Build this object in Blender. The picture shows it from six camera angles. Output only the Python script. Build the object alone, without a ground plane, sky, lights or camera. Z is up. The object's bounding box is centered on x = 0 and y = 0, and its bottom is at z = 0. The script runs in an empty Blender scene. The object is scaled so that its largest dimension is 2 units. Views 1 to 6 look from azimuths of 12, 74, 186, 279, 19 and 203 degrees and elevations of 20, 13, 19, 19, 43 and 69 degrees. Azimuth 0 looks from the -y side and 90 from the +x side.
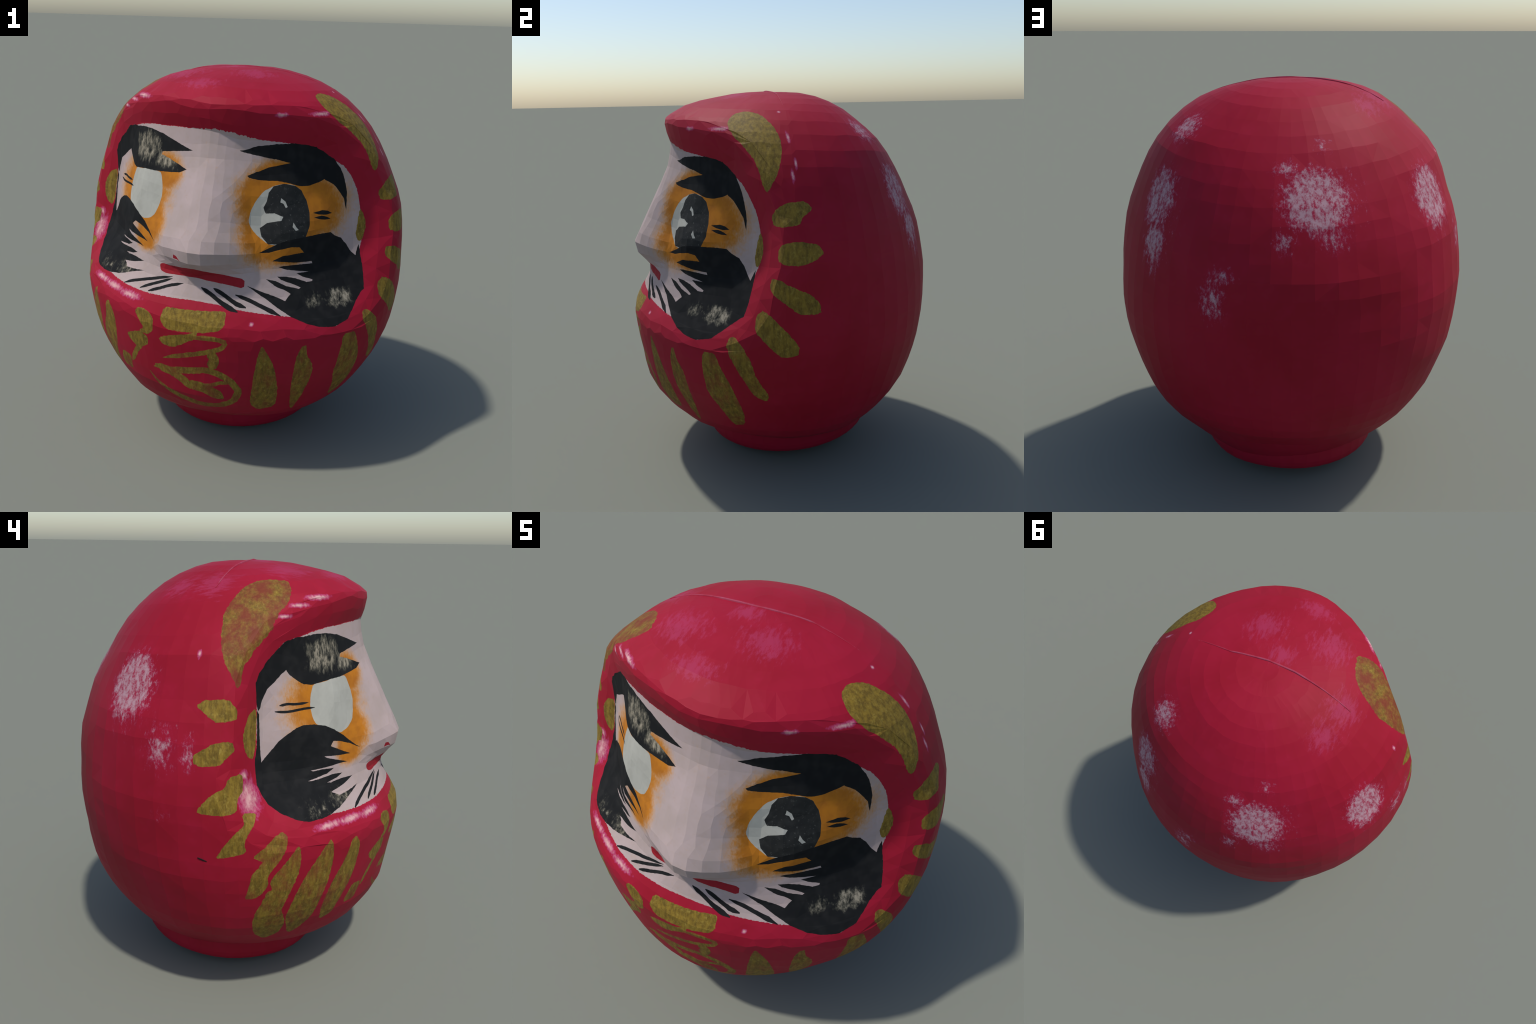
"""Painted papier-mache wishing doll: a red egg on a low foot, with a hooded
face opening, drawn face, and gold brush strokes.

The skin is described in polar form around a point inside the egg:
azimuth (degrees, 0 = towards -y, 90 = +x), elevation (degrees), radius (m).
"""
import bpy, math, random
import numpy as np
from mathutils import Vector, noise
from mathutils.geometry import delaunay_2d_cdt

CENTRE = np.array([0.0, 0.0, 1.05])
FACE_AZ, FACE_EL = -3.5, 18.0          # middle of the face opening

# ------------------------------------------------------------------ the egg
# radius of the closed egg (as if it had no face), one row per elevation,
# one column per 30 degrees of azimuth starting at the back (-180)
EGG_EL = [-60, -50, -40, -30, -20, -10, 0, 10, 20, 30, 40, 50, 60, 70, 80, 90]
EGG = [
    [1.016, 1.005, 1.00, .995, .985, .970, .962, .970, .985, 1.00, 1.008, 1.016],   # -60
    [.947, .960, .983, .987, .994, .998, .991, 1.00, 1.00, 1.008, .993, .964],   # -50
    [.940, .946, .951, .983, .969, .967, .977, .958, .970, .974, .964, .947],   # -40
    [.897, .908, .911, .942, .938, .908, .907, .918, .950, .943, .922, .905],   # -30
    [.849, .860, .887, .917, .899, .865, .864, .873, .925, .916, .894, .865],   # -20
    [.826, .838, .867, .891, .875, .847, .841, .856, .895, .898, .867, .840],   # -10
    [.818, .818, .864, .884, .873, .855, .855, .870, .890, .879, .844, .826],   # 0
    [.818, .820, .859, .882, .877, .865, .860, .880, .900, .885, .835, .818],   # 10
    [.814, .819, .876, .894, .892, .876, .874, .895, .912, .897, .842, .822],   # 20
    [.825, .833, .878, .906, .918, .900, .900, .912, .925, .905, .855, .828],   # 30
    [.841, .845, .905, .946, .959, .940, .940, .945, .948, .928, .891, .854],   # 40
    [.864, .880, .915, .950, .984, 1.000, 1.000, .992, .974, .950, .924, .886],   # 50
    [.893, .906, .933, .961, .990, 1.003, 1.003, .986, .977, .961, .937, .907],   # 60
    [.925, .930, .945, .959, .973, .975, .972, .963, .956, .954, .947, .934],   # 70
    [.940, .941, .946, .948, .950, .952, .954, .952, .948, .945, .945, .943],   #  80
    [.940] * 12,                                                                #  90
]


def cubic(xs, ys, x):
    """Cubic Hermite through rows ys at xs (rows may be arrays)."""
    xs, ys = np.asarray(xs, float), np.asarray(ys, float)
    m = np.gradient(ys, xs, axis=0)
    i = np.clip(np.searchsorted(xs, x, side="right") - 1, 0, len(xs) - 2)
    h = xs[i + 1] - xs[i]
    t = (x - xs[i]) / h
    if ys.ndim > 1:
        h, t = h[..., None], t[..., None]
    return ((2 * t**3 - 3 * t**2 + 1) * ys[i] + (t**3 - 2 * t**2 + t) * h * m[i]
            + (3 * t**2 - 2 * t**3) * ys[i + 1] + (t**3 - t**2) * h * m[i + 1])


def periodic(xs, ys, x, period=360.0):
    xs, ys = np.asarray(xs, float), np.asarray(ys, float)
    k = 3
    X = np.concatenate([xs[-k:] - period, xs, xs[:k] + period])
    Y = np.concatenate([ys[-k:], ys, ys[:k]])
    return cubic(X, Y, (np.asarray(x, float) - xs[0]) % period + xs[0])


EGG_AZ = np.arange(-180, 180, 30)
_egg_fine_az = np.arange(-180, 180, 2.0)
_egg_fine = np.array([periodic(EGG_AZ, row, _egg_fine_az) for row in EGG])


def egg_radius(az, el):
    az, el = np.atleast_1d(az).astype(float), np.atleast_1d(el).astype(float)
    rows = cubic(EGG_EL, _egg_fine, np.clip(el, EGG_EL[0], 90))
    f = ((az + 180) % 360) / 2.0
    i = np.floor(f).astype(int) % 180
    t = f - np.floor(f)
    k = np.arange(len(az))
    return rows[k, i] * (1 - t) + rows[k, (i + 1) % 180] * t


# ------------------------------------------------------- the face opening
# crease: where the hood meets the white face (azimuth, elevation, radius)
CREASE = [
    (-3, 50, .887), (20, 49, .853), (35, 48.3, .839), (50, 45.2, .825), (60, 37.8, .827),
    (65, 32, .801), (68, 24, .764), (68.5, 18, .756), (67.5, 10, .741), (65.2, 3.5, .757),
    (63, -3.5, .785), (59.5, -7, .786), (55, -9.2, .791), (49, -10.5, .798), (42, -10.5, .782),
    (33, -9.8, .765), (25, -9, .752), (15, -8, .742), (5, -6.8, .742), (-4, -6.3, .745),
    (-14, -6.3, .748), (-24, -6.4, .752), (-34, -6.4, .757), (-46, -6, .758), (-54, -5.8, .790),
    (-61, -5.6, .813), (-67, -3.2, .787), (-71.3, 0, .766), (-74, 5, .743), (-75, 12, .731),
    (-75, 20, .746), (-74.6, 28, .774), (-74.2, 35, .830), (-70.5, 40.4, .856), (-65, 44.6, .868),
    (-55, 48, .879), (-40, 50.2, .878), (-20, 51, .878),
]
# face relief inside the opening: forehead, bridge, nose, cheeks, mouth
RELIEF = [
    # middle line from the forehead over the nose to the chin
    (-3, 48.5, .872), (-3.5, 45, .831), (-3.5, 40.5, .808), (-3.5, 35, .791), (-3.6, 29.6, .785),
    (-3.6, 24, .785), (-3.7, 19.6, .789), (-3.8, 15, .799), (-3.9, 11.3, .815), (-3.8, 7.3, .798),
    (-3.6, 4.6, .744), (-3.6, 2.6, .716), (-3.6, 0.6, .713), (-3.6, -3, .728),
    # wings of the nose and the hollow beside and below them
    (-20, 11.2, .736), (-21, 6, .708), (11.5, 10.5, .750), (13, 5.5, .708), (-12, 12, .775), (5, 12, .785),
    (-12, 7.3, .757), (4.5, 7.3, .757), (-23, 2.1, .698), (13.8, 1.6, .708), (-14, 3.0, .704), (6, 3.0, .708),
    (-13, 20, .755), (6, 20, .760), (-13, 30, .758), (6, 30, .764), (-14, 0, .708), (7, 0, .710),
    # forehead
    (11.3, 46.4, .818), (14.5, 39.1, .773), (34.5, 43.6, .788), (-13.5, 45.2, .815), (-15.3, 39.6, .779),
    (-30.2, 43.3, .793), (-61.9, 40.5, .798), (51.5, 36.3, .757), (34.1, 36.2, .750), (-34, 36, .757),
    # cheeks and eyes
    (17.5, 24.5, .687), (23.3, 15.4, .690), (19.3, 12.1, .692), (33, 24.5, .702), (43.4, 25.1, .709), (52.5, 23.6, .716),
    (61.6, 23.7, .732), (52, 16.4, .697), (42, 5.9, .675), (41.5, -1.2, .692), (37.9, 10.7, .680),
    (28.7, -6.5, .731), (47.4, -6.9, .754), (64.3, 5.5, .728), (58, 2, .707), (28, 4, .684),
    (-26, 27, .712), (-35, 18.5, .688), (-50, 27, .720), (-66.6, 28.8, .752), (-61, 21, .722), (-40, 31, .745), (-47, 19, .706), (22, 40, .750), (22, 33, .723), (36, 30, .706), (60, 12, .700), (17, 19, .683), (31, 17, .709), (20, -5, .724), (26, 23, .708), (-54, 22, .712), (-66, 15, .712),
    (-28.7, 11.8, .688), (-45, -1.8, .706), (-45, 10, .697), (-58, 7, .680), (-32, 2, .692), (-30, -4, .722),
]
NOSE_POINTS = 32       # the first relief points are the middle line and the nose
# lip: outermost edge of the hood, as extra degrees beyond the crease,
# by direction around the face (0 = up, 90 = +x side, 180 = chin)
LIP = [(-165, 10.5), (-135, 11), (-105, 13), (-80, 11), (-62, 8.5), (-45, 9), (-20, 5), (0, 4), (20, 6.5), (45, 10),
       (70, 10), (100, 11), (135, 11), (165, 10.5)]


def around(az, el):
    """Direction round the face centre and angular distance from it."""
    a, e = np.radians(np.asarray(az, float) - FACE_AZ), np.radians(np.asarray(el, float))
    f = math.radians(FACE_EL)
    x, y, z = np.cos(e) * np.sin(a), np.cos(e) * np.cos(a), np.sin(e)
    fwd, up = y * math.cos(f) + z * math.sin(f), z * math.cos(f) - y * math.sin(f)
    return np.degrees(np.arctan2(x, up)), np.degrees(np.arccos(np.clip(fwd, -1, 1)))


def outward(psi, rho):
    """Inverse of around()."""
    p, r, f = np.radians(psi), np.radians(rho), math.radians(FACE_EL)
    x, up, fwd = np.sin(r) * np.sin(p), np.sin(r) * np.cos(p), np.cos(r)
    y, z = fwd * math.cos(f) - up * math.sin(f), fwd * math.sin(f) + up * math.cos(f)
    return np.degrees(np.arctan2(x, y)) + FACE_AZ, np.degrees(np.arcsin(np.clip(z, -1, 1)))


_c = np.array(CREASE)
_psi, _rho = around(_c[:, 0], _c[:, 1])
_o = np.argsort(_psi)
_psi, _rho, _cr = _psi[_o], _rho[_o], _c[_o, 2]


def crease_at(psi):
    return periodic(_psi, _rho, psi), periodic(_psi, _cr, psi)


def lip_at(psi):
    l = np.array(LIP, float)
    return crease_at(psi)[0] + periodic(l[:, 0], l[:, 1], psi)


# thin plate through the crease and the relief points
def unit(az, el):
    a, e = np.radians(az), np.radians(el)
    return np.stack([np.cos(e) * np.sin(a), -np.cos(e) * np.cos(a), np.sin(e)], -1)


_pts = np.array(CREASE + RELIEF)
_U = unit(_pts[:, 0], _pts[:, 1])


def _kernel(d):
    return d * d * np.log(np.maximum(d, 1e-9))


_n = len(_pts)
# the nose keeps its points, crease, forehead and cheeks are evened out
_k = np.arange(_n) - len(CREASE)
_give = np.where(_k < 0, 1.5e-3, np.where(_k < NOSE_POINTS, 4e-4, 6e-3))
_A = np.zeros((_n + 4, _n + 4))
_A[:_n, :_n] = _kernel(np.linalg.norm(_U[:, None] - _U[None], axis=2)) + np.diag(_give)
_A[:_n, _n] = _A[_n, :_n] = 1
_A[:_n, _n + 1:] = _U
_A[_n + 1:, :_n] = _U.T
_W = np.linalg.solve(_A, np.concatenate([_pts[:, 2], np.zeros(4)]))


def face_radius(az, el):
    u = unit(az, el)
    return _kernel(np.linalg.norm(u[:, None] - _U[None], axis=2)) @ _W[:_n] + _W[_n] + u @ _W[_n + 1:]


def skin_radius(az, el):
    az, el = np.atleast_1d(az).astype(float), np.atleast_1d(el).astype(float)
    r = egg_radius(az, el)
    psi, rho = around(az, el)
    rc, _ = crease_at(psi)
    rl = lip_at(psi)
    caz, cel = outward(psi, rc)
    edge = face_radius(caz, cel)
    s = np.clip((rho - rc) / (rl - rc), 0, 1)
    hood = edge + (r - edge) * np.sin(s * math.pi / 2) ** np.interp(np.abs(psi), [30, 60], [.9, .95])
    return np.where(rho <= rc, face_radius(az, el), np.where(rho < rl, hood, r))


def soft_radius(az, el):
    """The skin with the rolled parts of the opening evened out."""
    psi, rho = around(az, el)
    rc, rl = crease_at(psi)[0], lip_at(psi)
    reach = np.interp(np.abs(psi), [0, 35, 60, 180], [0.7, 0.9, 2.6, 3.6])
    near = np.clip((rho - rc + 7) / 6, 0, 1) * np.clip((rl + 7 - rho) / 6, 0, 1)
    reach = reach * near
    total = skin_radius(az, el)
    for part in (0.5, 1.0):
        for k in range(8):
            p, q = reach * part * math.cos(k * math.pi / 4), reach * part * math.sin(k * math.pi / 4)
            total = total + skin_radius(az + p / np.cos(np.radians(np.clip(el, -75, 75))), el + q)
    return total / 17


def skin_point(az, el):
    return CENTRE + soft_radius(az, el)[:, None] * unit(np.atleast_1d(az), np.atleast_1d(el))


# ------------------------------------------------------- coarse skin facets
LOW_EL, TOP_EL = -60.0, 86.0
rng = random.Random(7)


def facet_net():
    """Facet corners of the skin in the (azimuth, elevation) chart."""
    feature = []
    for share, step in ((0.0, 5.0), (0.3, 6.0), (0.65, 7.5), (1.0, 7.5)):
        psi = np.arange(-180, 180, step)
        psi = psi + np.array([rng.uniform(-.22, .22) * step * share for _ in psi])
        rho = crease_at(psi)[0] * (1 - share) + lip_at(psi) * share
        rho = rho + np.array([rng.uniform(-.55, .55) * share for _ in psi])
        a, e = outward(psi, rho)
        feature.append(list(zip(a, e)))
    nose = []
    for a, tip, under, lip in ((-23, 11, 7.0, 4.0), (-19, 11, 7.4, 3.8), (-14.5, 11.3, 7.6, 3.4), (-10, 11.4, 7.6, 3.0),
                               (-6, 11.4, 7.4, 2.7), (-1.5, 11.4, 7.4, 2.7), (3, 11.6, 7.6, 3.0), (8, 11.6, 8.0, 3.4),
                               (13, 11.6, 8.2, 3.8), (17.5, 11.6, 8.2, 4.2)):
        nose.append([(a, tip + 4), (a, tip), (a, under), (a, (under + lip) / 2), (a, lip)])
    front = list(np.arange(-84, 82, 4.0))
    back = [180.0, -180.0] + list(np.arange(82, 178, 7.0)) + list(np.arange(-173.5, -84, 7.0))
    low, high = list(np.arange(-60, -16, 4.4)), list(np.arange(56, 86, 5.0)) + [86.0]
    grid = [(a, e) for a in front for e in low + list(np.arange(-16, 56, 3.5)) + high]
    grid += [(a, e) for a in back for e in low + list(np.arange(-15.5, 55, 5.5)) + high]
    pts, edges = [], []
    for ring in feature:
        k = len(pts)
        pts += ring
        edges += [(k + i, k + (i + 1) % len(ring)) for i in range(len(ring))]
    for line in nose:
        k = len(pts)
        pts += line
        edges += [(k + i, k + i + 1) for i in range(len(line) - 1)]
    fp = np.array(pts)
    for a, e in grid:
        d = np.hypot((fp[:, 0] - a) * math.cos(math.radians(e)), fp[:, 1] - e).min()
        in_nose = -25 < a < 19.5 and 3 < e < 15.5
        if d > 2.0 and not in_nose:
            inner = abs(a) < 179 and LOW_EL < e < TOP_EL
            j = 0.35 if inner else 0
            pts.append((a + rng.uniform(-j, j), e + rng.uniform(-j, j) * .7))
    res = delaunay_2d_cdt([Vector(p) for p in pts], edges, [], 0, 1e-5, True)
    v = np.array([(p.x, p.y) for p in res[0]])
    f = [list(t) for t in res[2]]
    tri = []
    for t in f:
        for i in range(1, len(t) - 1):
            tri.append((t[0], t[i], t[i + 1]))
    return v, np.array(tri)


NET, FACETS = facet_net()
NET3 = skin_point(NET[:, 0], NET[:, 1])
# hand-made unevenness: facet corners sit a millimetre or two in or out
for i, p in enumerate(NET3):
    q = Vector(unit(NET[i, 0], NET[i, 1])) * 9
    NET3[i] = p + (p - CENTRE) * (.0022 * noise.noise(q) + .0010 * noise.noise(q * 2.7))


# --------------------------------------------------------------- the paint
# every mark is an outline in the (azimuth, elevation) chart of the skin;
# brush strokes are a spine with a width in degrees
FACE_EDGE = [
    (3.4, 50), (12, 49.5), (21, 49), (30, 48.6), (40, 47.7), (49, 45.4), (55.2, 41.7), (60, 38), (62.7, 34.5),
    (65.4, 30.4), (67, 26), (67.6, 21.7), (67.8, 17.8), (66.8, 10.6), (65.2, 6.8), (64.6, 3), (63.3, -3.1),
    (61.8, -6), (59.2, -7.7), (54.5, -11), (51, -13.1), (45.2, -14.4), (39.7, -13.9), (35.4, -12.7), (30.4, -11),
    (24.9, -10.3), (18.2, -9.6), (11.4, -8.7), (5.2, -7.4), (-3.9, -6.7), (-13.9, -7), (-24, -7.4), (-33.6, -7.4),
    (-42.2, -7.1), (-50.4, -6.5), (-57.8, -6.4), (-62.9, -5.1), (-68, -2.7), (-71.3, 0), (-73.5, 3.8), (-74.3, 7.7),
    (-74.4, 17.5), (-74.3, 30.4), (-74.3, 35.1), (-72, 39.2), (-67.8, 43), (-62.3, 46.2), (-50.5, 48.7),
    (-39.1, 50.3), (-24, 51), (-8, 50.4),
]
OUTLINE = {
    "eyebrow_R": [(10.1, 46.4), (18.2, 47.7), (27.6, 48.2), (35.6, 48.2), (42.9, 47.3), (47.8, 46.2), (51.1, 44.6), (55.8, 41.6),
        (58.1, 38.4), (59.7, 35.6), (60.6, 32.9), (61.4, 29.7), (61.6, 26.9), (61.3, 23.8), (60.1, 28.2), (58.0, 30.9), (55.3,
        34.0), (51.4, 36.6), (47.7, 36.1), (42.6, 35.5), (37.9, 35.9), (33.4, 37.0), (27.9, 38.1), (20.9, 38.4), (14.8, 38.7),
        (13.9, 39.3), (18.0, 40.8), (24.1, 42.4), (30.4, 43.0), (34.7, 43.3), (28.0, 44.5), (22.5, 45.0), (15.9, 45.7)],
    "eye_R": [(26.1, 36.6), (21.3, 34.8), (17.9, 31.4), (15.6, 27.7), (14.8, 23.8), (15.9, 21.3), (18.5, 18.4), (22.8, 15.0),
        (26.2, 14.4), (33.4, 15.1), (39.4, 16.6), (41.5, 22.4), (42.1, 26.5), (41.5, 30.5), (38.9, 34.6), (35.4, 36.4), (30.5,
        37.0)],
    "pupil": [(26.1, 36.5), (23.7, 34.3), (22.7, 31.2), (21.2, 29.0), (22.2, 26.8), (25.9, 26.8), (29.6, 25.2), (28.7, 23.8),
        (22.7, 23.3), (19.6, 21.4), (20.2, 18.1), (22.8, 15.0), (28.4, 14.7), (39.4, 16.6), (41.7, 20.9), (42.2, 26.0), (41.5,
        30.5), (39.4, 34.2), (36.3, 36.0), (31.0, 37.0)],
    "glint_a": [(29.3, 32.2), (31.2, 30.9), (32.1, 28.9), (31.2, 28.5), (30.3, 30.1), (28.8, 30.7)],
    "glint_b": [(34.0, 22.8), (35.0, 21.0), (36.1, 19.8), (34.7, 19.5), (33.4, 21.1)],
    "tick_Ra": [(43.8, 25.6), (48.6, 26.0), (51.6, 25.3), (53.6, 24.1), (50.1, 24.0), (46.7, 24.6)],
    "tick_Rb": [(44.1, 23.8), (48.1, 24.0), (50.8, 23.1), (52.7, 22.1), (49.6, 22.2), (46.9, 22.7)],
    "beard_R": [(19.0, 11.7), (23.0, 11.6), (27.7, 12.6), (32.5, 13.3), (36.4, 12.9), (38.7, 10.5), (35.0, 10.4), (28.8, 10.0),
        (24.6, 8.2), (28.9, 7.6), (35.2, 6.7), (42.6, 6.3), (42.9, 5.3), (35.2, 5.8), (30.0, 5.9), (27.0, 5.7), (30.5, 4.3),
        (37.5, 2.9), (40.8, 2.2), (35.0, 2.3), (37.8, 0.6), (42.1, -0.9), (41.8, -1.5), (39.2, -1.5), (34.9, 0.3), (30.5, 1.5),
        (26.7, 1.9), (28.2, 0.5), (32.4, -1.3), (36.1, -3.0), (35.4, -3.4), (30.2, -2.0), (26.1, 0.2), (21.9, 1.3), (26.0, -1.9),
        (30.0, -3.6), (31.6, -4.8), (29.0, -6.8), (24.7, -4.9), (19.4, -2.9), (14.5, -0.8), (18.9, -4.0), (22.7, -6.4), (26.2,
        -8.8), (30.4, -11.1), (35.4, -12.9), (39.8, -14.0), (45.4, -14.4), (51.2, -13.2), (54.7, -11.1), (59.5, -7.9), (62.2,
        -6.1), (63.6, -2.1), (64.9, 4.1), (65.5, 7.3), (65.6, 9.3), (63.5, 5.3), (62.1, 7.3), (60.7, 10.3), (58.3, 13.4), (54.8,
        15.1), (52.2, 16.9), (46.4, 17.0), (40.5, 16.8), (34.8, 16.4), (30.2, 16.0), (26.1, 14.7)],
    "beard_L": [(-26.6, 11.1), (-30.3, 13.9), (-35.3, 17.6), (-40.9, 20.5), (-46.2, 22.6), (-51.0, 23.5), (-55.6, 23.7), (-59.0,
        22.9), (-63.3, 20.8), (-66.3, 18.9), (-69.1, 16.0), (-71.5, 13.6), (-72.7, 12.2), (-73.0, 15.4), (-73.3, 21.5), (-73.4,
        27.2), (-74.3, 28.3), (-74.2, 23.4), (-74.3, 17.5), (-75.1, 12.6), (-75.0, 10.2), (-74.5, 5.4), (-73.0, 2.2), (-71.1,
        -0.6), (-67.7, -3.1), (-62.8, -5.3), (-58.6, -6.5), (-53.8, -6.6), (-49.6, -6.6), (-44.4, -5.9), (-41.0, -4.9), (-36.3,
        -3.2), (-30.6, -1.6), (-37.8, -2.5), (-42.1, -3.0), (-45.5, -1.5), (-42.9, -1.0), (-38.6, -0.1), (-32.3, 1.7), (-39.9,
        2.0), (-44.7, 1.5), (-46.7, 1.9), (-41.8, 2.6), (-38.0, 3.9), (-43.7, 4.4), (-48.9, 4.0), (-53.5, 3.7), (-55.1, 3.9),
        (-46.2, 5.1), (-42.5, 6.6), (-48.5, 7.1), (-52.4, 6.9), (-53.4, 7.3), (-46.1, 7.6), (-40.6, 7.7), (-34.2, 7.4), (-41.3,
        9.5), (-46.0, 10.9), (-47.1, 11.7), (-38.7, 10.7), (-31.9, 10.0), (-40.1, 13.4), (-43.9, 14.9), (-42.1, 16.5), (-38.1,
        15.9), (-31.8, 13.9)],
    "eyebrow_L": [(-12.1, 45.3), (-22.2, 47.4), (-31.5, 48.7), (-39.5, 48.9), (-46.1, 48.7), (-52.0, 48.0), (-57.3, 47.4), (-62.3,
        46.1), (-66.7, 43.7), (-70.5, 40.8), (-73.5, 37.4), (-74.8, 35.0), (-74.6, 33.0), (-74.5, 30.5), (-73.9, 28.0), (-73.1,
        29.0), (-72.4, 31.2), (-70.4, 34.3), (-66.7, 37.1), (-63.8, 39.3), (-62.0, 40.2), (-60.3, 39.0), (-57.4, 37.7), (-54.0,
        36.5), (-50.5, 36.1), (-46.0, 36.5), (-40.4, 37.0), (-33.8, 37.4), (-28.0, 38.0), (-18.1, 38.6), (-14.1, 39.6), (-20.0,
        41.3), (-25.6, 42.5), (-31.1, 43.2), (-30.8, 44.0), (-23.3, 44.8)],
    "eye_L": [(-49.8, 36.3), (-51.5, 32.9), (-52.1, 29.4), (-51.3, 25.5), (-49.8, 23.2), (-45.0, 22.0), (-40.9, 20.3), (-37.3,
        18.8), (-32.4, 19.9), (-29.1, 22.1), (-27.4, 25.6), (-26.3, 29.5), (-27.0, 33.1), (-28.7, 36.7), (-30.0, 37.6), (-37.7,
        37.4), (-44.1, 36.5)],
    "rim_gold_L": [(-75.0, 28.7), (-77.0, 26.5), (-78.5, 22.7), (-79.0, 19.9), (-78.6, 16.7), (-77.2, 14.1), (-75.6, 13.5),
        (-74.8, 17.5), (-74.5, 23.3), (-74.4, 27.1)],
    "mouth": [(-22.5, 2.9), (-20.7, 3.9), (-16.0, 3.7), (-6.1, 5.4), (0.1, 4.4), (7.4, 2.9), (13.7, 1.6), (13.5, -2.0), (7.5,
        -0.7), (0.7, 0.4), (-7.4, 1.2), (-18.3, 0.1), (-21.8, 0.8)],
    "nostril": [(-13.1, 9.4), (-11.5, 9.2), (-9.6, 7.5), (-11.0, 8.0), (-13.4, 7.9)],
    "gold_block": [(-15.4, -9.7), (-8.9, -9.5), (-2.7, -9.3), (6.3, -9.0), (7.5, -9.6), (7.1, -12.8), (5.1, -14.3), (-0.0, -15.4),
        (-4.5, -15.6), (-10.1, -16.1), (-14.0, -15.8), (-16.0, -13.8)],
    "gold_block2": [(-17.0, -19.8), (-11.1, -17.7), (-4.9, -16.2), (-1.8, -15.0), (-2.7, -17.7), (-5.5, -19.0), (-10.5, -22.0),
        (-15.2, -22.2)],
    "gold_q": [(-27.0, -13.3), (-26.0, -11.5), (-23.1, -11.5), (-20.2, -12.4), (-18.7, -14.6), (-19.0, -17.9), (-21.5, -20.0),
        (-24.4, -19.9), (-25.3, -19.4), (-23.1, -17.6), (-25.0, -15.3)],
    "gold_q2": [(-32.7, -22.5), (-29.3, -21.1), (-25.0, -19.5), (-21.7, -21.0), (-22.2, -24.1), (-27.4, -26.6), (-31.0, -24.8)],
    "gold_P1": [(-41.5, -13.5), (-39.7, -15.9), (-39.1, -19.6), (-40.0, -25.3), (-41.7, -29.5), (-43.6, -33.8), (-45.4, -39.6),
        (-50.0, -40.8), (-51.6, -35.0), (-51.0, -29.2), (-49.1, -24.6), (-46.2, -20.5), (-44.8, -17.1), (-43.5, -13.9)],
    "gold_P2": [(-52.2, -11.4), (-51.2, -14.0), (-50.8, -18.2), (-51.4, -23.5), (-53.2, -30.4), (-54.2, -36.3), (-57.3, -41.5),
        (-61.7, -44.8), (-64.8, -35.5), (-64.2, -31.8), (-62.6, -26.1), (-59.9, -20.7), (-57.0, -16.5), (-54.2, -13.3)],
    "gold_P3": [(-63.2, -11.1), (-62.2, -13.1), (-62.2, -19.1), (-64.1, -24.0), (-65.9, -29.0), (-66.7, -31.8), (-64.4, -37.4),
        (-65.4, -42.9), (-70.6, -46.3), (-75.0, -41.5), (-75.8, -35.9), (-74.8, -31.7), (-73.1, -28.1), (-71.8, -24.5), (-70.3,
        -23.9), (-71.2, -21.2), (-68.4, -17.6), (-66.0, -14.8)],
    "gold_P4": [(-67.7, -7.1), (-66.3, -8.2), (-66.4, -11.1), (-68.2, -14.4), (-70.3, -17.3), (-72.0, -19.5), (-71.5, -22.4),
        (-74.3, -26.2), (-78.4, -26.8), (-77.0, -22.0), (-76.4, -18.7), (-74.3, -16.1), (-73.3, -14.7), (-76.5, -13.4), (-72.6,
        -10.3), (-70.1, -8.2)],
    "gold_P0": [(-33.6, -31.3), (-33.8, -33.9), (-34.8, -37.2), (-40.7, -36.9), (-40.1, -33.3), (-38.4, -30.8)],
    "gold_D1": [(-92.4, 27.0), (-90.4, 28.7), (-83.1, 29.1), (-80.6, 27.1), (-80.8, 24.1), (-86.1, 23.1), (-88.4, 24.4), (-90.4,
        26.0)],
    "gold_D2": [(-92.4, 14.7), (-89.7, 16.2), (-87.2, 17.9), (-82.1, 18.7), (-81.0, 16.4), (-83.7, 13.9), (-85.3, 12.2), (-90.5,
        11.9), (-92.3, 12.6)],
    "gold_D3": [(-82.8, 9.1), (-79.1, 9.9), (-78.8, 5.3), (-80.4, 3.0), (-80.6, -0.3), (-83.5, -1.1), (-91.3, -0.8), (-90.2, 1.6),
        (-86.9, 4.8), (-83.6, 6.5)],
    "gold_D4": [(-79.3, -1.0), (-75.1, -1.5), (-75.7, -4.1), (-77.5, -6.7), (-78.5, -8.4), (-77.9, -11.8), (-82.7, -13.0), (-86.3,
        -13.6), (-84.4, -10.3), (-81.0, -6.0), (-78.4, -4.0)],
    "gold_topL": [(-64.0, 62.7), (-55.8, 61.6), (-56.5, 58.0), (-60.4, 53.6), (-66.4, 49.7), (-69.2, 46.2), (-72.9, 43.7), (-76.4,
        40.4), (-79.0, 37.0), (-79.9, 33.2), (-80.6, 31.8), (-81.9, 34.3), (-84.4, 37.1), (-85.9, 41.1), (-86.6, 45.6), (-86.7,
        51.7), (-83.9, 55.8), (-79.0, 60.5), (-71.0, 62.8)],
    "gold_topR": [(50.6, 54.0), (51.4, 58.4), (57.1, 60.0), (65.9, 58.6), (72.9, 53.5), (75.9, 48.6), (76.2, 43.8), (74.5, 37.8),
        (71.6, 33.5), (70.2, 32.8), (68.7, 35.8), (67.0, 40.2), (64.7, 43.2), (59.4, 47.2), (54.0, 50.1)],
    "gold_R1": [(71.8, 26.1), (73.7, 27.9), (77.9, 29.3), (83.3, 29.4), (85.6, 27.3), (81.8, 24.9), (80.6, 22.6), (75.6, 22.3),
        (72.9, 23.1)],
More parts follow.
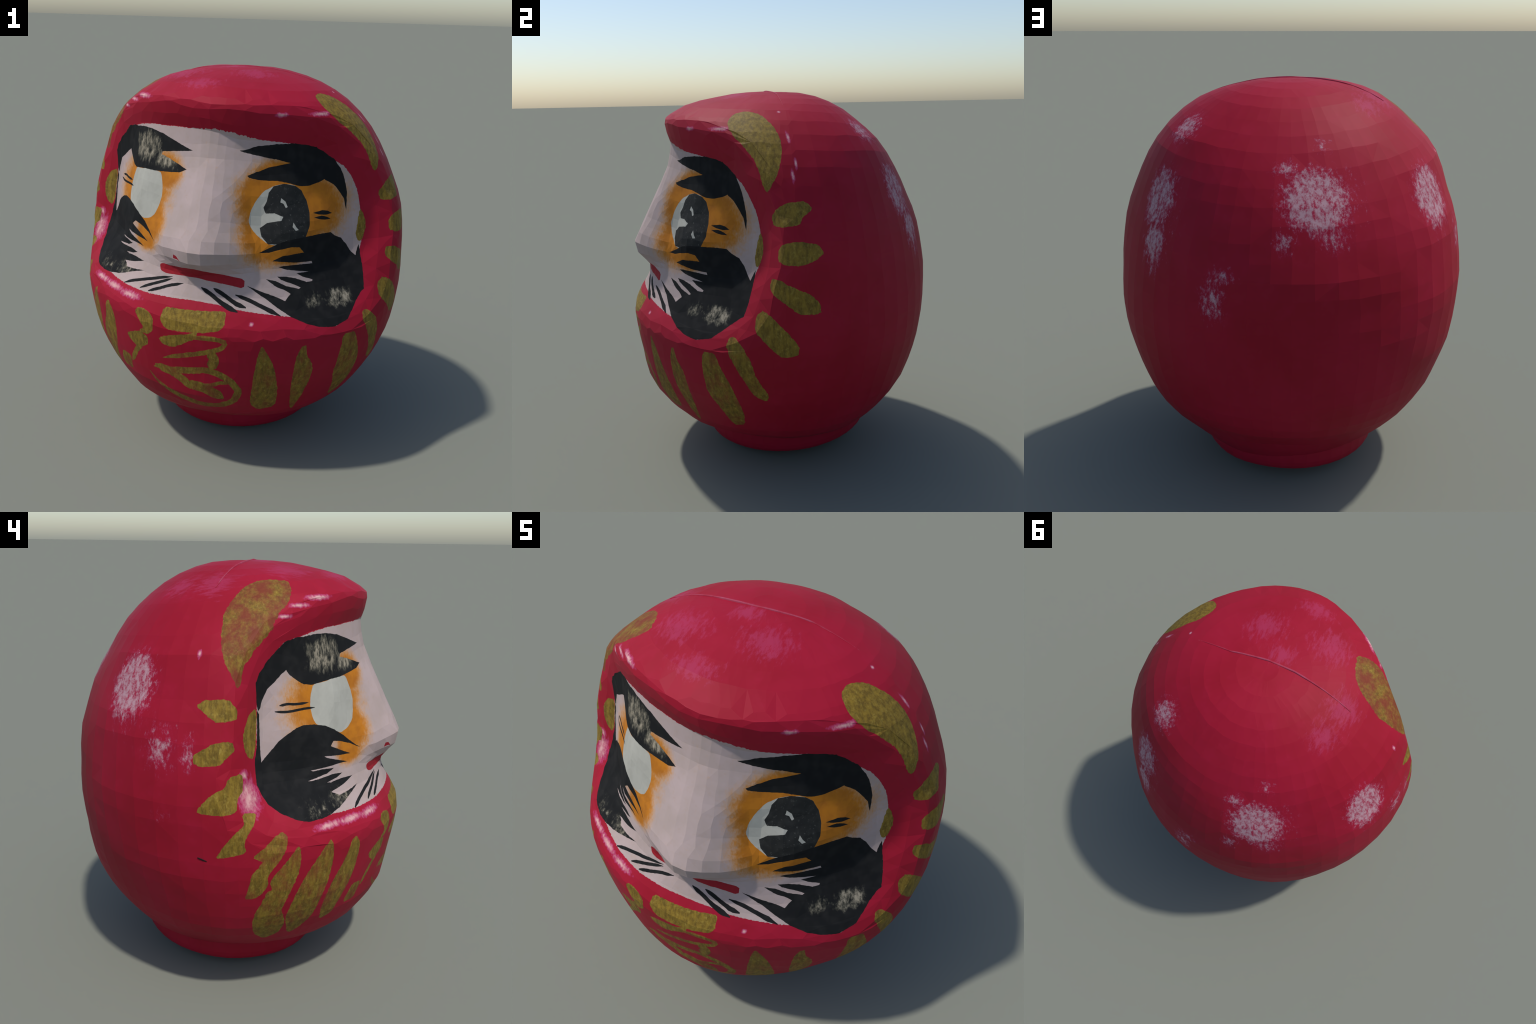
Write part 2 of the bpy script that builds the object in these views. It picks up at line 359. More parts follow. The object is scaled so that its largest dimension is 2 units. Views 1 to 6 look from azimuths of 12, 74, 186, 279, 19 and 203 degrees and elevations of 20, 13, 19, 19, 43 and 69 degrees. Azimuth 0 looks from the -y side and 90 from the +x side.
    "gold_R2": [(74.0, 16.1), (75.5, 17.6), (80.3, 18.0), (86.3, 16.9), (87.9, 14.4), (85.0, 12.3), (80.0, 10.9), (75.8, 11.5),
        (73.9, 12.7)],
    "gold_R3": [(71.1, 4.6), (71.8, 7.2), (74.3, 7.1), (78.0, 5.0), (82.8, 2.8), (86.3, -0.4), (86.5, -3.6), (80.3, -3.4), (76.1,
        -0.3), (72.3, 2.5)],
    "gold_R4": [(66.3, -8.5), (67.0, -4.4), (69.2, -2.5), (72.2, -4.3), (76.9, -9.2), (79.8, -12.9), (79.6, -16.0), (74.9, -16.5),
        (72.0, -14.1), (68.7, -10.8)],
    "gold_R5": [(57.0, -13.7), (57.9, -12.1), (60.1, -11.4), (63.1, -14.1), (65.0, -17.4), (66.7, -23.3), (70.5, -30.0), (69.3,
        -32.1), (65.6, -30.2), (61.6, -22.5), (58.8, -17.5)],
    "gold_R6": [(48.4, -17.0), (53.2, -16.4), (55.2, -21.2), (57.8, -26.5), (60.5, -37.2), (59.6, -44.2), (54.3, -45.2), (51.3,
        -37.6), (48.0, -31.3), (47.9, -23.9)],
    "gold_V1": [(19.8, -18.4), (21.2, -20.7), (24.1, -25.4), (25.6, -30.4), (26.9, -36.0), (27.5, -43.8), (20.1, -45.0), (16.6,
        -40.8), (17.1, -34.0), (17.7, -27.7), (18.7, -21.6)],
    "gold_V2": [(33.3, -19.6), (35.0, -18.8), (35.6, -23.0), (38.6, -26.7), (38.7, -33.0), (38.0, -39.9), (36.4, -47.4), (34.3,
        -45.2), (31.8, -35.5), (31.5, -28.3), (32.0, -23.2)],
    "rim_gold_R": [(67.6, 22.7), (68.6, 19.9), (68.8, 16.0), (67.4, 11.4), (65.8, 10.2), (65.1, 13.0), (65.8, 16.9), (66.6,
        20.6)],
}
STROKE = {
    "tick_La": (0.80, [(-65.6, 30.1), (-62.1, 30.7), (-58.2, 30.6), (-52.6, 30.9)]),
    "tick_Lb": (0.82, [(-67.5, 28.3), (-62.8, 28.2), (-58.4, 28.7), (-54.3, 29.1), (-49.9, 29.1)]),
    "whisk_Ra": (1.38, [(-2.7, -2.4), (1.0, -4.1), (4.5, -6.3), (7.9, -8.0), (11.4, -9.2)]),
    "whisk_Rb": (1.36, [(2.0, -2.3), (6.2, -4.2), (10.1, -6.8), (14.3, -8.2)]),
    "whisk_Rc": (1.24, [(10.3, -4.2), (15.5, -6.0), (20.6, -8.2), (26.6, -10.6)]),
    "whisk_La": (1.01, [(-38.0, -7.2), (-34.3, -5.8), (-27.7, -3.9), (-20.4, -1.8), (-15.4, -0.5)]),
    "whisk_Lb": (0.98, [(-29.0, -6.9), (-24.1, -4.7), (-19.9, -3.1), (-15.3, -1.2)]),
    "whisk_Lc": (1.01, [(-24.5, -6.9), (-20.0, -5.3), (-16.0, -3.6), (-10.1, -2.0)]),
    "gold_s2": (1.63, [(-5.8, -17.7), (0.0, -16.8), (5.2, -16.9), (7.8, -17.8), (6.5, -20.0), (2.1, -21.6), (-4.9, -23.7), (-10.9,
        -25.4), (-16.0, -27.3)]),
    "gold_s3": (3.28, [(2.1, -21.6), (4.0, -24.1), (2.3, -28.0)]),
    "gold_s4": (2.24, [(-20.9, -31.5), (-12.7, -30.8), (-5.4, -29.7), (0.4, -28.5), (5.0, -29.3), (9.5, -31.7), (12.5, -35.4),
        (10.4, -39.5), (4.8, -42.0), (-2.0, -42.2), (-9.7, -40.5), (-16.6, -38.6), (-21.0, -36.5), (-23.5, -34.1)]),
    "gold_s5": (2.89, [(-20.1, -30.8), (-12.8, -31.5), (-7.8, -33.6), (-5.5, -36.0)]),
    "gold_s6": (3.40, [(-6.9, -34.5), (-0.9, -34.7), (3.3, -36.3), (6.6, -38.3)]),
    "gold_s7": (1.20, [(-3.8, -34.3), (2.1, -33.7), (5.8, -32.4), (9.3, -32.4)]),
    "gold_s8": (0.16, [(-24.8, -43.4), (-16.2, -47.2), (-7.4, -49.4), (1.6, -50.4), (13.5, -50.5), (27.8, -50.5)]),
    "gold_q3": (1.77, [(-24.8, -24.3), (-28.3, -27.3), (-30.6, -30.0), (-33.0, -33.1)]),
}


def resample(line, step, closed):
    """Points every `step` degrees along a polyline."""
    pts = [np.array(p, float) for p in line] + ([np.array(line[0], float)] if closed else [])
    out = []
    for a, b in zip(pts[:-1], pts[1:]):
        d = b - a
        n = max(1, int(math.hypot(d[0] * math.cos(math.radians((a[1] + b[1]) / 2)), d[1]) / step + .5))
        out += [a + d * k / n for k in range(n)]
    return out if closed else out + [pts[-1]]


def rounded(line, closed=True):
    """One corner cutting pass, tips keep three quarters of their reach."""
    n = len(line)
    out = []
    for i in range(n if closed else n - 1):
        a, b = np.array(line[i], float), np.array(line[(i + 1) % n], float)
        out += [a * .82 + b * .18, a * .18 + b * .82]
    return out


def brushed(line, rough):
    """Ragged brush edge."""
    out = []
    for p in line:
        q = Vector((p[0] * .9, p[1] * .9, rough * 10))
        n = noise.noise_vector(q * 1.3) * .6 + noise.noise_vector(q * 3.1) * .6 + noise.noise_vector(q * 6.3) * .35
        out.append((p[0] + n.x * rough, p[1] + n.y * rough))
    return out


def stroke(width, spine):
    """Tapered brush stroke: outline of a spine with a swelling width."""
    s = np.array(resample(rounded(spine, False) if len(spine) > 2 else spine, .7, False))
    s = np.vstack([spine[0], s, spine[-1]]) if len(spine) > 2 else s
    d = np.gradient(s, axis=0)
    k = np.cos(np.radians(s[:, 1]))
    nrm = np.stack([-d[:, 1], d[:, 0] * k * k], 1)
    nrm /= np.maximum(1e-6, np.hypot(nrm[:, 0] * k, nrm[:, 1]))[:, None]
    t = np.linspace(0, 1, len(s))
    w = width / 2 * np.clip(np.minimum(t * 6 + .25, (1 - t) * 5 + .2), 0, 1)
    return [tuple(p) for p in s + nrm * w[:, None]] + [tuple(p) for p in (s - nrm * w[:, None])[::-1]]


# what each mark is: name prefix -> part name, paint, edge raggedness
KINDS = [
    ("gold_s", "gold_brush_stroke", "gold_thin", .28), ("gold_P", "gold_brush_stroke", "gold_thin", .30), ("gold_V", "gold_brush_stroke", "gold_thin", .28),
    ("gold_R5", "gold_brush_stroke", "gold_thin", .28), ("gold_R6", "gold_brush_stroke", "gold_thin", .28), ("gold_topL", "gold_brush_stroke", "gold_faded", .5),
    ("gold", "gold_brush_stroke", "gold", .28), ("rim_gold", "gold_brush_stroke", "gold", .22),
    ("eye_", "eye", "eye_white", .10), ("pupil", "pupil", "pupil_black", .10), ("glint", "eye_glint", "eye_white", .05),
    ("tick", "eye_line", "ink", .06), ("eyebrow", "eyebrow", "ink", .12), ("beard", "beard", "ink", .12),
    ("whisk", "whisker", "ink", .10), ("mouth", "mouth", "lip_red", .10), ("nostril", "nostril", "lip_red", .04),
]
MARKS = [("face", "face", "face_white", brushed(resample(rounded(FACE_EDGE), .4, True), .22))]
for key, line in OUTLINE.items():
    kind = next(k for k in KINDS if key.startswith(k[0]))
    tight = kind[1] in ("beard", "eyebrow", "eye_line", "whisker", "nostril", "eye_glint", "pupil")
    body = line if tight else rounded(line)
    MARKS.append((key, kind[1], kind[2], brushed(resample(body, .5, True), kind[3])))
for key, (width, spine) in STROKE.items():
    kind = next(k for k in KINDS if key.startswith(k[0]))
    MARKS.append((key, kind[1], kind[2], brushed(resample(stroke(width, spine), .5, True), kind[3] * .8)))
ORDER = ["gold_brush_stroke", "face", "eye", "pupil", "eye_glint", "eye_line", "eyebrow", "beard", "whisker", "mouth", "nostril"]
MARKS.sort(key=lambda m: (0 if m[0].startswith("gold") else 1, 99 if m[0].startswith("rim_gold") else ORDER.index(m[1])))


def inside(poly, pts):
    p = np.array(poly)
    lo, hi = p.min(0), p.max(0)
    hit = np.zeros(len(pts), bool)
    box = np.where((pts >= lo).all(1) & (pts <= hi).all(1))[0]
    q = pts[box]
    c = np.zeros(len(q), bool)
    for a, b in zip(p, np.roll(p, -1, 0)):
        if a[1] == b[1]:
            continue
        m = (a[1] > q[:, 1]) != (b[1] > q[:, 1])
        c ^= m & (q[:, 0] < (b[0] - a[0]) * (q[:, 1] - a[1]) / (b[1] - a[1]) + a[0])
    hit[box] = c
    return hit


def painted_skin():
    """Cut the facets along every mark; returns points, triangles and the
    mark that each triangle belongs to (-1 = bare red)."""
    pts = [Vector(p) for p in NET]
    edges = {tuple(sorted((int(t[i]), int(t[(i + 1) % 3])))) for t in FACETS for i in range(3)}
    edges = list(edges)
    for _, _, _, line in MARKS:
        k = len(pts)
        pts += [Vector((p[0], min(85.5, max(LOW_EL + .02, p[1])))) for p in line]
        edges += [(k + i, k + (i + 1) % len(line)) for i in range(len(line))]
    res = delaunay_2d_cdt(pts, edges, [], 0, 1e-4, False)
    v = np.array([(p.x, p.y) for p in res[0]])
    tri = np.array([t for t in res[2] if len(t) == 3])
    mid = v[tri].mean(1)
    # which facet is under each small triangle
    home = np.full(len(tri), -1)
    cells = {}
    for f, t in enumerate(FACETS):
        lo, hi = NET[t].min(0), NET[t].max(0)
        for i in range(int(lo[0] // 4), int(hi[0] // 4) + 1):
            for j in range(int(lo[1] // 4), int(hi[1] // 4) + 1):
                cells.setdefault((i, j), []).append(f)
    A = NET[FACETS[:, 0]]
    B, C = NET[FACETS[:, 1]] - A, NET[FACETS[:, 2]] - A
    det = B[:, 0] * C[:, 1] - B[:, 1] * C[:, 0]
    det = np.where(np.abs(det) < 1e-12, 1e-12, det)
    for n, (x, y) in enumerate(mid):
        f = np.array(cells.get((int(x // 4), int(y // 4)), range(len(FACETS))))
        dx, dy = x - A[f, 0], y - A[f, 1]
        u = (dx * C[f, 1] - dy * C[f, 0]) / det[f]
        w = (B[f, 0] * dy - B[f, 1] * dx) / det[f]
        home[n] = f[np.argmax(np.minimum(np.minimum(u, w), 1 - u - w))]
    pos = np.zeros((len(v), 3))
    for c in range(3):
        p, f = v[tri[:, c]], home
        dx, dy = p[:, 0] - A[f, 0], p[:, 1] - A[f, 1]
        u = ((dx * C[f, 1] - dy * C[f, 0]) / det[f])[:, None]
        w = ((B[f, 0] * dy - B[f, 1] * dx) / det[f])[:, None]
        T = FACETS[f]
        pos[tri[:, c]] = NET3[T[:, 0]] * (1 - u - w) + NET3[T[:, 1]] * u + NET3[T[:, 2]] * w
    mark = np.full(len(tri), -1)
    for n, m in enumerate(MARKS):
        mark[inside(m[3], mid)] = n
    return v, pos, tri, mark


# -------------------------------------------------------------- materials
class Nodes:
    """Small helper for building node trees."""

    def __init__(self, name):
        self.mat = bpy.data.materials.new(name)
        self.mat.use_nodes = True
        self.t = self.mat.node_tree
        self.bsdf = self.t.nodes["Principled BSDF"]
        self.where = self.add("ShaderNodeTexCoord").outputs["Object"]

    def add(self, kind, **props):
        n = self.t.nodes.new(kind)
        for k, val in props.items():
            setattr(n, k, val)
        return n

    def put(self, socket, value):
        if hasattr(value, "is_linked") or isinstance(value, bpy.types.NodeSocket):
            self.t.links.new(value, socket)
        else:
            socket.default_value = value

    def math(self, op, a, b=0.0, c=0.0):
        n = self.add("ShaderNodeMath", operation=op)
        for s, val in zip(n.inputs, (a, b, c)):
            self.put(s, val)
        return n.outputs[0]

    def noise(self, scale, detail=3.0, rough=.5, stretch=(1, 1, 1), turn=(0, 0, 0)):
        m = self.add("ShaderNodeMapping")
        m.inputs["Scale"].default_value = stretch
        m.inputs["Rotation"].default_value = turn
        self.put(m.inputs["Vector"], self.where)
        n = self.add("ShaderNodeTexNoise")
        self.put(n.inputs["Vector"], m.outputs[0])
        n.inputs["Scale"].default_value = scale
        n.inputs["Detail"].default_value = detail
        n.inputs["Roughness"].default_value = rough
        return n.outputs["Fac"]

    def ramp(self, x, lo, hi):
        n = self.add("ShaderNodeMapRange", interpolation_type="SMOOTHSTEP")
        for s, val in zip(n.inputs, (x, lo, hi, 0.0, 1.0)):
            self.put(s, val)
        return n.outputs[0]

    def mix(self, fac, a, b):
        n = self.add("ShaderNodeMix", data_type="RGBA")
        self.put(n.inputs[0], fac)
        for s, val in ((n.inputs[6], a), (n.inputs[7], b)):
            self.put(s, (*val, 1.0) if isinstance(val, tuple) else val)
        return n.outputs[2]

    def blob(self, centre, size):
        """1 in the middle of an ellipsoid, 0 at its edge."""
        m = self.add("ShaderNodeVectorMath", operation="SUBTRACT")
        self.put(m.inputs[0], self.where)
        m.inputs[1].default_value = centre
        d = self.add("ShaderNodeVectorMath", operation="DIVIDE")
        self.put(d.inputs[0], m.outputs[0])
        d.inputs[1].default_value = size if isinstance(size, tuple) else (size,) * 3
        l = self.add("ShaderNodeVectorMath", operation="LENGTH")
        self.put(l.inputs[0], d.outputs[0])
        return self.math("MAXIMUM", self.math("SUBTRACT", 1.0, l.outputs["Value"]), 0.0)

    def most(self, values):
        out = values[0]
        for x in values[1:]:
            out = self.math("MAXIMUM", out, x)
        return out

    def finish(self, colour, rough=.6, spec=.3, bump=None):
        self.put(self.bsdf.inputs["Base Color"], (*colour, 1.0) if isinstance(colour, tuple) else colour)
        self.put(self.bsdf.inputs["Roughness"], rough)
        self.bsdf.inputs["Specular IOR Level"].default_value = spec
        if bump is not None:
            b = self.add("ShaderNodeBump")
            b.inputs["Strength"].default_value = .25
            b.inputs["Distance"].default_value = .01
            self.put(b.inputs["Height"], bump)
            self.put(self.bsdf.inputs["Normal"], b.outputs[0])
        return self.mat


RED, RED_DEEP, RED_BRIGHT = (.292, .0072, .0250), (.262, .0060, .0190), (.325, .0095, .0350)
# lamp reflections painted into the red as pale grainy patches: centre, size
BAKED_REFLECTIONS = [((-.182, .66, 1.545), (.21, .19, .20), 1.1), ((-.68, .34, 1.505), (.17, .17, .22), 1.0), ((.55, .48, 1.50), (.15, .17, .22), .9),
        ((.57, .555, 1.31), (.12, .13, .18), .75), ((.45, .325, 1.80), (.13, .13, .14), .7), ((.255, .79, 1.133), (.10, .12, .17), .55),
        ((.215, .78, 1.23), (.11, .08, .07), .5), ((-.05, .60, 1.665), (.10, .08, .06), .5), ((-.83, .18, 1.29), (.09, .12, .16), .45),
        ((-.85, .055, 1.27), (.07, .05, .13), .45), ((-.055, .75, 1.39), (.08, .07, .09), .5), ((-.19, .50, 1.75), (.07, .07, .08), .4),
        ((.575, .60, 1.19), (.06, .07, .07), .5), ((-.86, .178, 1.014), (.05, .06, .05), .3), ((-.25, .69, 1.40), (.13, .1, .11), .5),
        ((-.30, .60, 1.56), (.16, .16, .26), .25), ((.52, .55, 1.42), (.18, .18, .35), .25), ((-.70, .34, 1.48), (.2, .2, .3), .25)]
# highlights of brow and chin painted in pale, plus a pale cheek-rim blotch
PALE_HIGHLIGHTS = [((-.80, -.19, 1.10), (.09, .08, .13)), ((-.64, -.506, .928), (.12, .12, .020)), ((-.54, -.593, .925), (.13, .12, .022)),
         ((-.42, -.67, .92), (.12, .09, .024)), ((-.42, -.40, 1.858), (.11, .09, .017)), ((-.50, -.33, 1.83), (.09, .07, .013)), ((-.554, -.276, 1.79), (.06, .06, .012)),
         ((.285, -.52, 1.816), (.05, .03, .016)), ((.449, -.405, 1.817), (.09, .07, .015)), ((-.719, .035, 1.649), (.02, .014, .034)),
         ((.467, -.117, 1.89), (.014, .014, .014)), ((.73, -.134, 1.607), (.03, .012, .06)), ((.70, -.11, 1.65), (.03, .010, .09)),
         ((.613, -.118, 1.776), (.05, .012, .06)), ((.222, -.765, .878), (.018, .02, .014)), ((-.79, -.16, 1.18), (.05, .03, .03))]
RUBBED = [((.094, -.246, 1.977), (.22, .18, .1)), ((-.05, -.10, 1.99), (.14, .12, .1)), ((-.381, .20, 1.89), (.16, .16, .12)),
          ((-.43, .04, 1.91), (.22, .2, .12)), ((-.12, -.446, 1.935), (.2, .12, .08)), ((-.27, -.25, 1.96), (.22, .2, .1))]


def red_lacquer():
    n = Nodes("red_lacquer")
    c = n.mix(n.ramp(n.noise(3.0, 4), .35, .65), RED_DEEP, RED)
    c = n.mix(n.math("MULTIPLY", n.ramp(n.noise(14.0, 5, .6), .5, .75), .35), c, RED_BRIGHT)
    rub = n.most([n.blob(*s) for s in RUBBED])
    streak = n.noise(55.0, 6, .75, (1, .30, 1), (0, 0, .6))
    rub = n.ramp(n.math("ADD", n.math("MULTIPLY", rub, .9), n.math("MULTIPLY", n.math("SUBTRACT", streak, .5), 2.2)), .35, .85)
    c = n.mix(n.math("MULTIPLY", rub, .40), c, (.36, .045, .120))
    reflection = n.most([n.math("MULTIPLY", n.blob(at, size), much) for at, size, much in BAKED_REFLECTIONS])
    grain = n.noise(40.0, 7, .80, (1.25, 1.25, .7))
    raw = n.math("ADD", n.math("MULTIPLY", n.ramp(reflection, 0, .6), .95), n.math("MULTIPLY", n.math("SUBTRACT", grain, .5), 4.2))
    on = n.ramp(reflection, .0, .15)
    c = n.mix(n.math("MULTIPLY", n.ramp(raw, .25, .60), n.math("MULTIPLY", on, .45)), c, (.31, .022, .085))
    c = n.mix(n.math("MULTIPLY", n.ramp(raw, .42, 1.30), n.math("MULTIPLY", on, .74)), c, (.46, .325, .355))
    highlight = n.most([n.blob(*s) for s in PALE_HIGHLIGHTS])
    fine = n.noise(75.0, 3, .6, (1, 1, .5))
    cut = n.math("ADD", n.math("MULTIPLY", highlight, 1.5), n.math("MULTIPLY", n.math("SUBTRACT", fine, .5), 1.6))
    on = n.ramp(highlight, .0, .12)
    c = n.mix(n.math("MULTIPLY", n.ramp(cut, .2, .6), n.math("MULTIPLY", on, .8)), c, (.37, .040, .12))
    c = n.mix(n.math("MULTIPLY", n.ramp(cut, .5, 1.5), n.math("MULTIPLY", on, .85)), c, (.60, .36, .34))
    return n.finish(c, .58, .13)


def face_white():
    n = Nodes("face_white")
    c = n.mix(n.ramp(n.noise(7.0, 5, .6), .35, .7), (.385, .300, .288), (.345, .272, .250))
    c = n.mix(n.math("MULTIPLY", n.ramp(n.noise(40.0, 4, .6), .5, .75), .25), c, (.33, .24, .19))
    # orange shading rubbed on around the eyes, as soft patches
    glow = n.most([n.blob((.40, -.50, 1.38), (.36, .36, .25)), n.blob((.27, -.60, 1.27), (.22, .25, .20)),
                   n.blob((.35, -.57, 1.19), (.20, .2, .10)), n.blob((.24, -.58, 1.43), (.20, .25, .22)),
                   n.blob((-.42, -.46, 1.41), (.31, .32, .23)), n.blob((-.33, -.54, 1.28), (.15, .2, .19)),
                   n.blob((-.37, -.56, 1.19), (.11, .16, .09)), n.blob((-.27, -.52, 1.52), (.15, .2, .13)), n.blob((.30, -.52, 1.53), (.20, .2, .12))])
    edge = n.math("ADD", n.math("MULTIPLY", n.math("SUBTRACT", n.noise(22.0, 5, .65), .5), .38), n.math("MULTIPLY", n.math("SUBTRACT", n.noise(90.0, 3, .6, (1.3, 1.3, .6)), .5), .30))
    g = n.math("ADD", glow, edge)
    c = n.mix(n.math("MULTIPLY", n.ramp(g, .02, .40), .8), c, (.46, .225, .060))
    deep = n.mix(n.ramp(n.noise(16.0, 5, .6), .35, .7), (.43, .150, .009), (.335, .112, .009))
    c = n.mix(n.ramp(g, .20, .50), c, deep)
    return n.finish(c, .75, .2)


def ink():
    n = Nodes("black_ink")
    c = n.mix(n.ramp(n.noise(18.0, 4), .4, .7), (.0085, .0090, .0095), (.0145, .0145, .0145))
    # rubbed places where the ground shows through the ink
    bare = n.most([n.blob((-.40, -.44, 1.62), (.15, .2, .12)), n.blob((-.27, -.52, 1.57), (.12, .15, .06)), n.blob((.60, -.48, .945), (.11, .12, .07)),
                   n.math("MULTIPLY", n.blob((-.60, -.45, .99), (.24, .24, .10)), .4), n.math("MULTIPLY", n.blob((-.48, -.54, 1.0), (.15, .15, .09)), .6), n.math("MULTIPLY", n.blob((.48, -.57, .95), (.10, .1, .07)), .5)])
    streak = n.noise(30.0, 6, .72, (1.5, 1.5, .6), (0, .25, 0))
    w = n.math("ADD", n.math("MULTIPLY", n.ramp(bare, 0, .7), .9), n.math("MULTIPLY", n.math("SUBTRACT", streak, .5), 3.0))
    on = n.ramp(bare, 0, .35)
    c = n.mix(n.math("MULTIPLY", n.ramp(w, .35, .7), n.math("MULTIPLY", on, .25)), c, (.16, .15, .11))
    c = n.mix(n.math("MULTIPLY", n.ramp(w, .6, 1.3), n.math("MULTIPLY", on, .75)), c, (.40, .345, .255))
    return n.finish(c, .8, .12)


def gold(name, thinness):
    n = Nodes(name)
    c = n.mix(n.ramp(n.noise(34.0, 6, .72, (1.6, 1.6, .5)), .3, .7), (.100, .060, .009), (.235, .150, .019))
    c = n.mix(n.math("MULTIPLY", n.ramp(n.noise(70.0, 4, .6), .5, .8), .6), c, (.33, .245, .050))
    c = n.mix(n.math("MULTIPLY", n.ramp(n.noise(26.0, 6, .8, (2.2, 2.2, .35)), .56, .72), .5), c, (.44, .32, .070))
    thin = n.ramp(n.noise(13.0, 7, .75, (1.2, 1.2, .7)), .62 - thinness * .22, .80 - thinness * .12)
    c = n.mix(n.math("MULTIPLY", thin, .45 + thinness * .30), c, (.165, .022, .014))
    return n.finish(c, .65, .2)


def plain(name, light, dark, scale, rough=.7):
    n = Nodes(name)
    return n.finish(n.mix(n.ramp(n.noise(scale, 5, .65), .35, .7), light, dark), rough, .2)


def pupil_black():
    n = Nodes("pupil_black")
    c = n.mix(n.ramp(n.noise(30.0, 4), .4, .7), (.013, .0135, .013), (.021, .0215, .020))
    c = n.mix(n.math("MULTIPLY", n.ramp(n.noise(85.0, 3, .7), .60, .72), .5), c, (.13, .13, .115))
    return n.finish(c, .7, .2)


PAINTS = {
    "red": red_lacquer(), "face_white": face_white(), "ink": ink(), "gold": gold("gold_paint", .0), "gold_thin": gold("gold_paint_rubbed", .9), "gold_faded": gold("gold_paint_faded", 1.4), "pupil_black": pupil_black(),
    "eye_white": plain("eye_white", (.375, .365, .320), (.33, .322, .28), 9.0),
    "lip_red": plain("lip_red", (.27, .008, .018), (.22, .007, .014), 12.0),
    "seam": plain("seam_pale", (.32, .050, .090), (.285, .0075, .026), 11.0),
    "dark": plain("crack_dark", (.006, .003, .003), (.012, .004, .005), 30.0),
}


# --------------------------------------------------------------- assembly
def mesh_object(name, verts, faces, paint, parent):
    me = bpy.data.meshes.new(name)
    me.from_pydata([tuple(map(float, p)) for p in verts], [], [tuple(map(int, f)) for f in faces])
    me.validate()
    me.materials.append(PAINTS[paint])
    ob = bpy.data.objects.new(name, me)
    bpy.context.scene.collection.objects.link(ob)
    ob.parent = parent
    return ob


doll = bpy.data.objects.new("wishing_doll", None)
bpy.context.scene.collection.objects.link(doll)
doll["label"] = "round red lacquered doll with painted bearded face and gold strokes"
doll["category"] = "doll"

chart, pos, tri, mark = painted_skin()


def region(sel):
    used, inv = np.unique(tri[sel], return_inverse=True)
    return pos[used], inv.reshape(-1, 3)


v, f = region(mark == -1)
# close the crown with a fan
crown = np.array([i for i in np.argsort(NET[:, 0]) if abs(NET[i, 1] - TOP_EL) < 1e-6])
k = len(v)
v = np.vstack([v, NET3[crown], CENTRE + [0, 0, EGG[-1][0]]])
f = np.vstack([f, [(k + i, k + i + 1, len(v) - 1) for i in range(len(crown) - 1)]])
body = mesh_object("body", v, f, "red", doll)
parts = {}
for n, (key, part, paint, _) in enumerate(MARKS):
    if (mark == n).any():
        holder = doll
        if part in ("pupil", "eye_glint"):
            holder = parts["eye_R"]
        parts[key] = mesh_object(part, *region(mark == n), paint, holder)

# foot: a low tapered ring, a little tilted, with a bulging underside
# wall of the foot: height and radius
FOOT = [(.225, .478), (.165, .472), (.120, .467), (.095, .460), (.078, .450)]
UNDER = [(.42, .020), (.30, .058), (.15, .085)]           # underside: radius, drop below the rim
STEPS = 44
fv, ff = [], []
for z, r in FOOT:
    for k in range(STEPS):
        a = 2 * math.pi * k / STEPS - math.pi
        r2 = r * (1 + .010 * noise.noise(Vector((math.sin(a) * 2, math.cos(a) * 2, z * 4))))
        y = .048 - r2 * math.cos(a)
        fv.append((-.011 + r2 * math.sin(a), y, z + .05 * y))
for r, drop in UNDER:
    for k in range(STEPS):
        a = 2 * math.pi * k / STEPS - math.pi
        y = .045 - r * math.cos(a)
        fv.append((-.011 + r * math.sin(a), y, max(0.0, .078 + .05 * y - drop)))
fv.append((-.011, .045, 0.0))
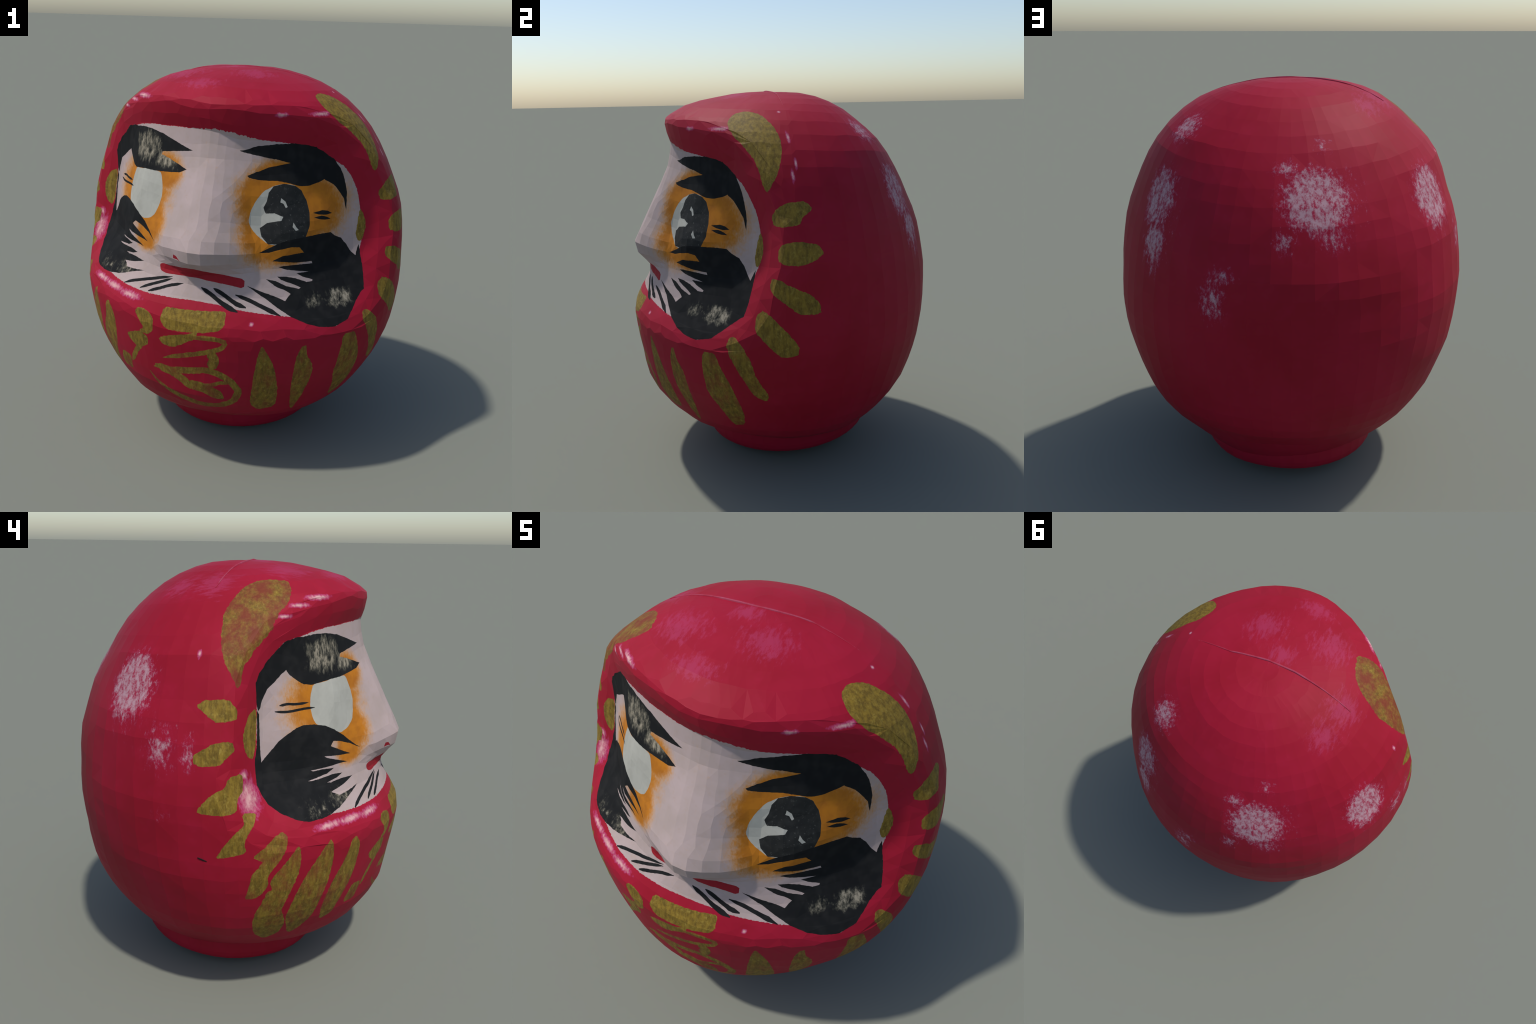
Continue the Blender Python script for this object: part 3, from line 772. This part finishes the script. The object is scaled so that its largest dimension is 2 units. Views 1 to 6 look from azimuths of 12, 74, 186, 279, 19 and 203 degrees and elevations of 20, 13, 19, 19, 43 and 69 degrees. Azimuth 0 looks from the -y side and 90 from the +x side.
for j in range(len(FOOT) + len(UNDER) - 1):
    for k in range(STEPS):
        q = (k + 1) % STEPS
        ff.append((j * STEPS + k, (j + 1) * STEPS + k, (j + 1) * STEPS + q, j * STEPS + q))
last = (len(FOOT) + len(UNDER) - 1) * STEPS
for k in range(STEPS):
    ff.append((last + k, len(fv) - 1, last + (k + 1) % STEPS))
me = bpy.data.meshes.new("foot")
me.from_pydata(fv, [], ff)
me.materials.append(PAINTS["red"])
foot = bpy.data.objects.new("foot", me)
bpy.context.scene.collection.objects.link(foot)
foot.parent = doll


def ridge(name, path, half, height, paint):
    """Low tapered bead lying on the skin along a chart path."""
    s = np.array(path, float)
    t = np.linspace(0, 1, 36)
    at = np.stack([np.interp(t, np.linspace(0, 1, len(s)), s[:, c]) for c in range(3)], 1)
    d = at - CENTRE
    d /= np.linalg.norm(d, axis=1)[:, None]
    az, el = np.degrees(np.arctan2(d[:, 0], -d[:, 1])), np.degrees(np.arcsin(d[:, 2]))
    base = skin_point(az, el)
    along = np.gradient(base, axis=0)
    side = np.cross(along, d)
    side /= np.linalg.norm(side, axis=1)[:, None]
    verts, faces = [], []
    for i in range(len(t)):
        taper = math.sin(math.pi * min(1, max(0, t[i]))) ** .6
        wob = .75 + .5 * noise.noise(Vector((t[i] * 9, .3, 0)))
        for x, y in ((-1, -.8), (-.45, .7), (0, 1), (.45, .7), (1, -.8)):
            verts.append(base[i] + side[i] * x * half * (.3 + taper) + d[i] * (y * height * taper * wob if y > 0 else -.012))
    for i in range(len(t) - 1):
        for j in range(4):
            faces.append((i * 5 + j, i * 5 + j + 1, i * 5 + 6 + j, i * 5 + 5 + j))
    return mesh_object(name, verts, faces, paint, doll)


seam = ridge("seam", [(.40, -.075, 1.92), (.2, -.043, 1.975), (0, -.05, 1.995), (-.14, -.037, 1.986), (-.26, -.014, 1.968),
                      (-.46, .028, 1.89)], .007, .006, "seam")
crack = ridge("crack", [(-.872, .02, .838), (-.875, .0, .830), (-.87, -.02, .824)], .0045, .0015, "dark")
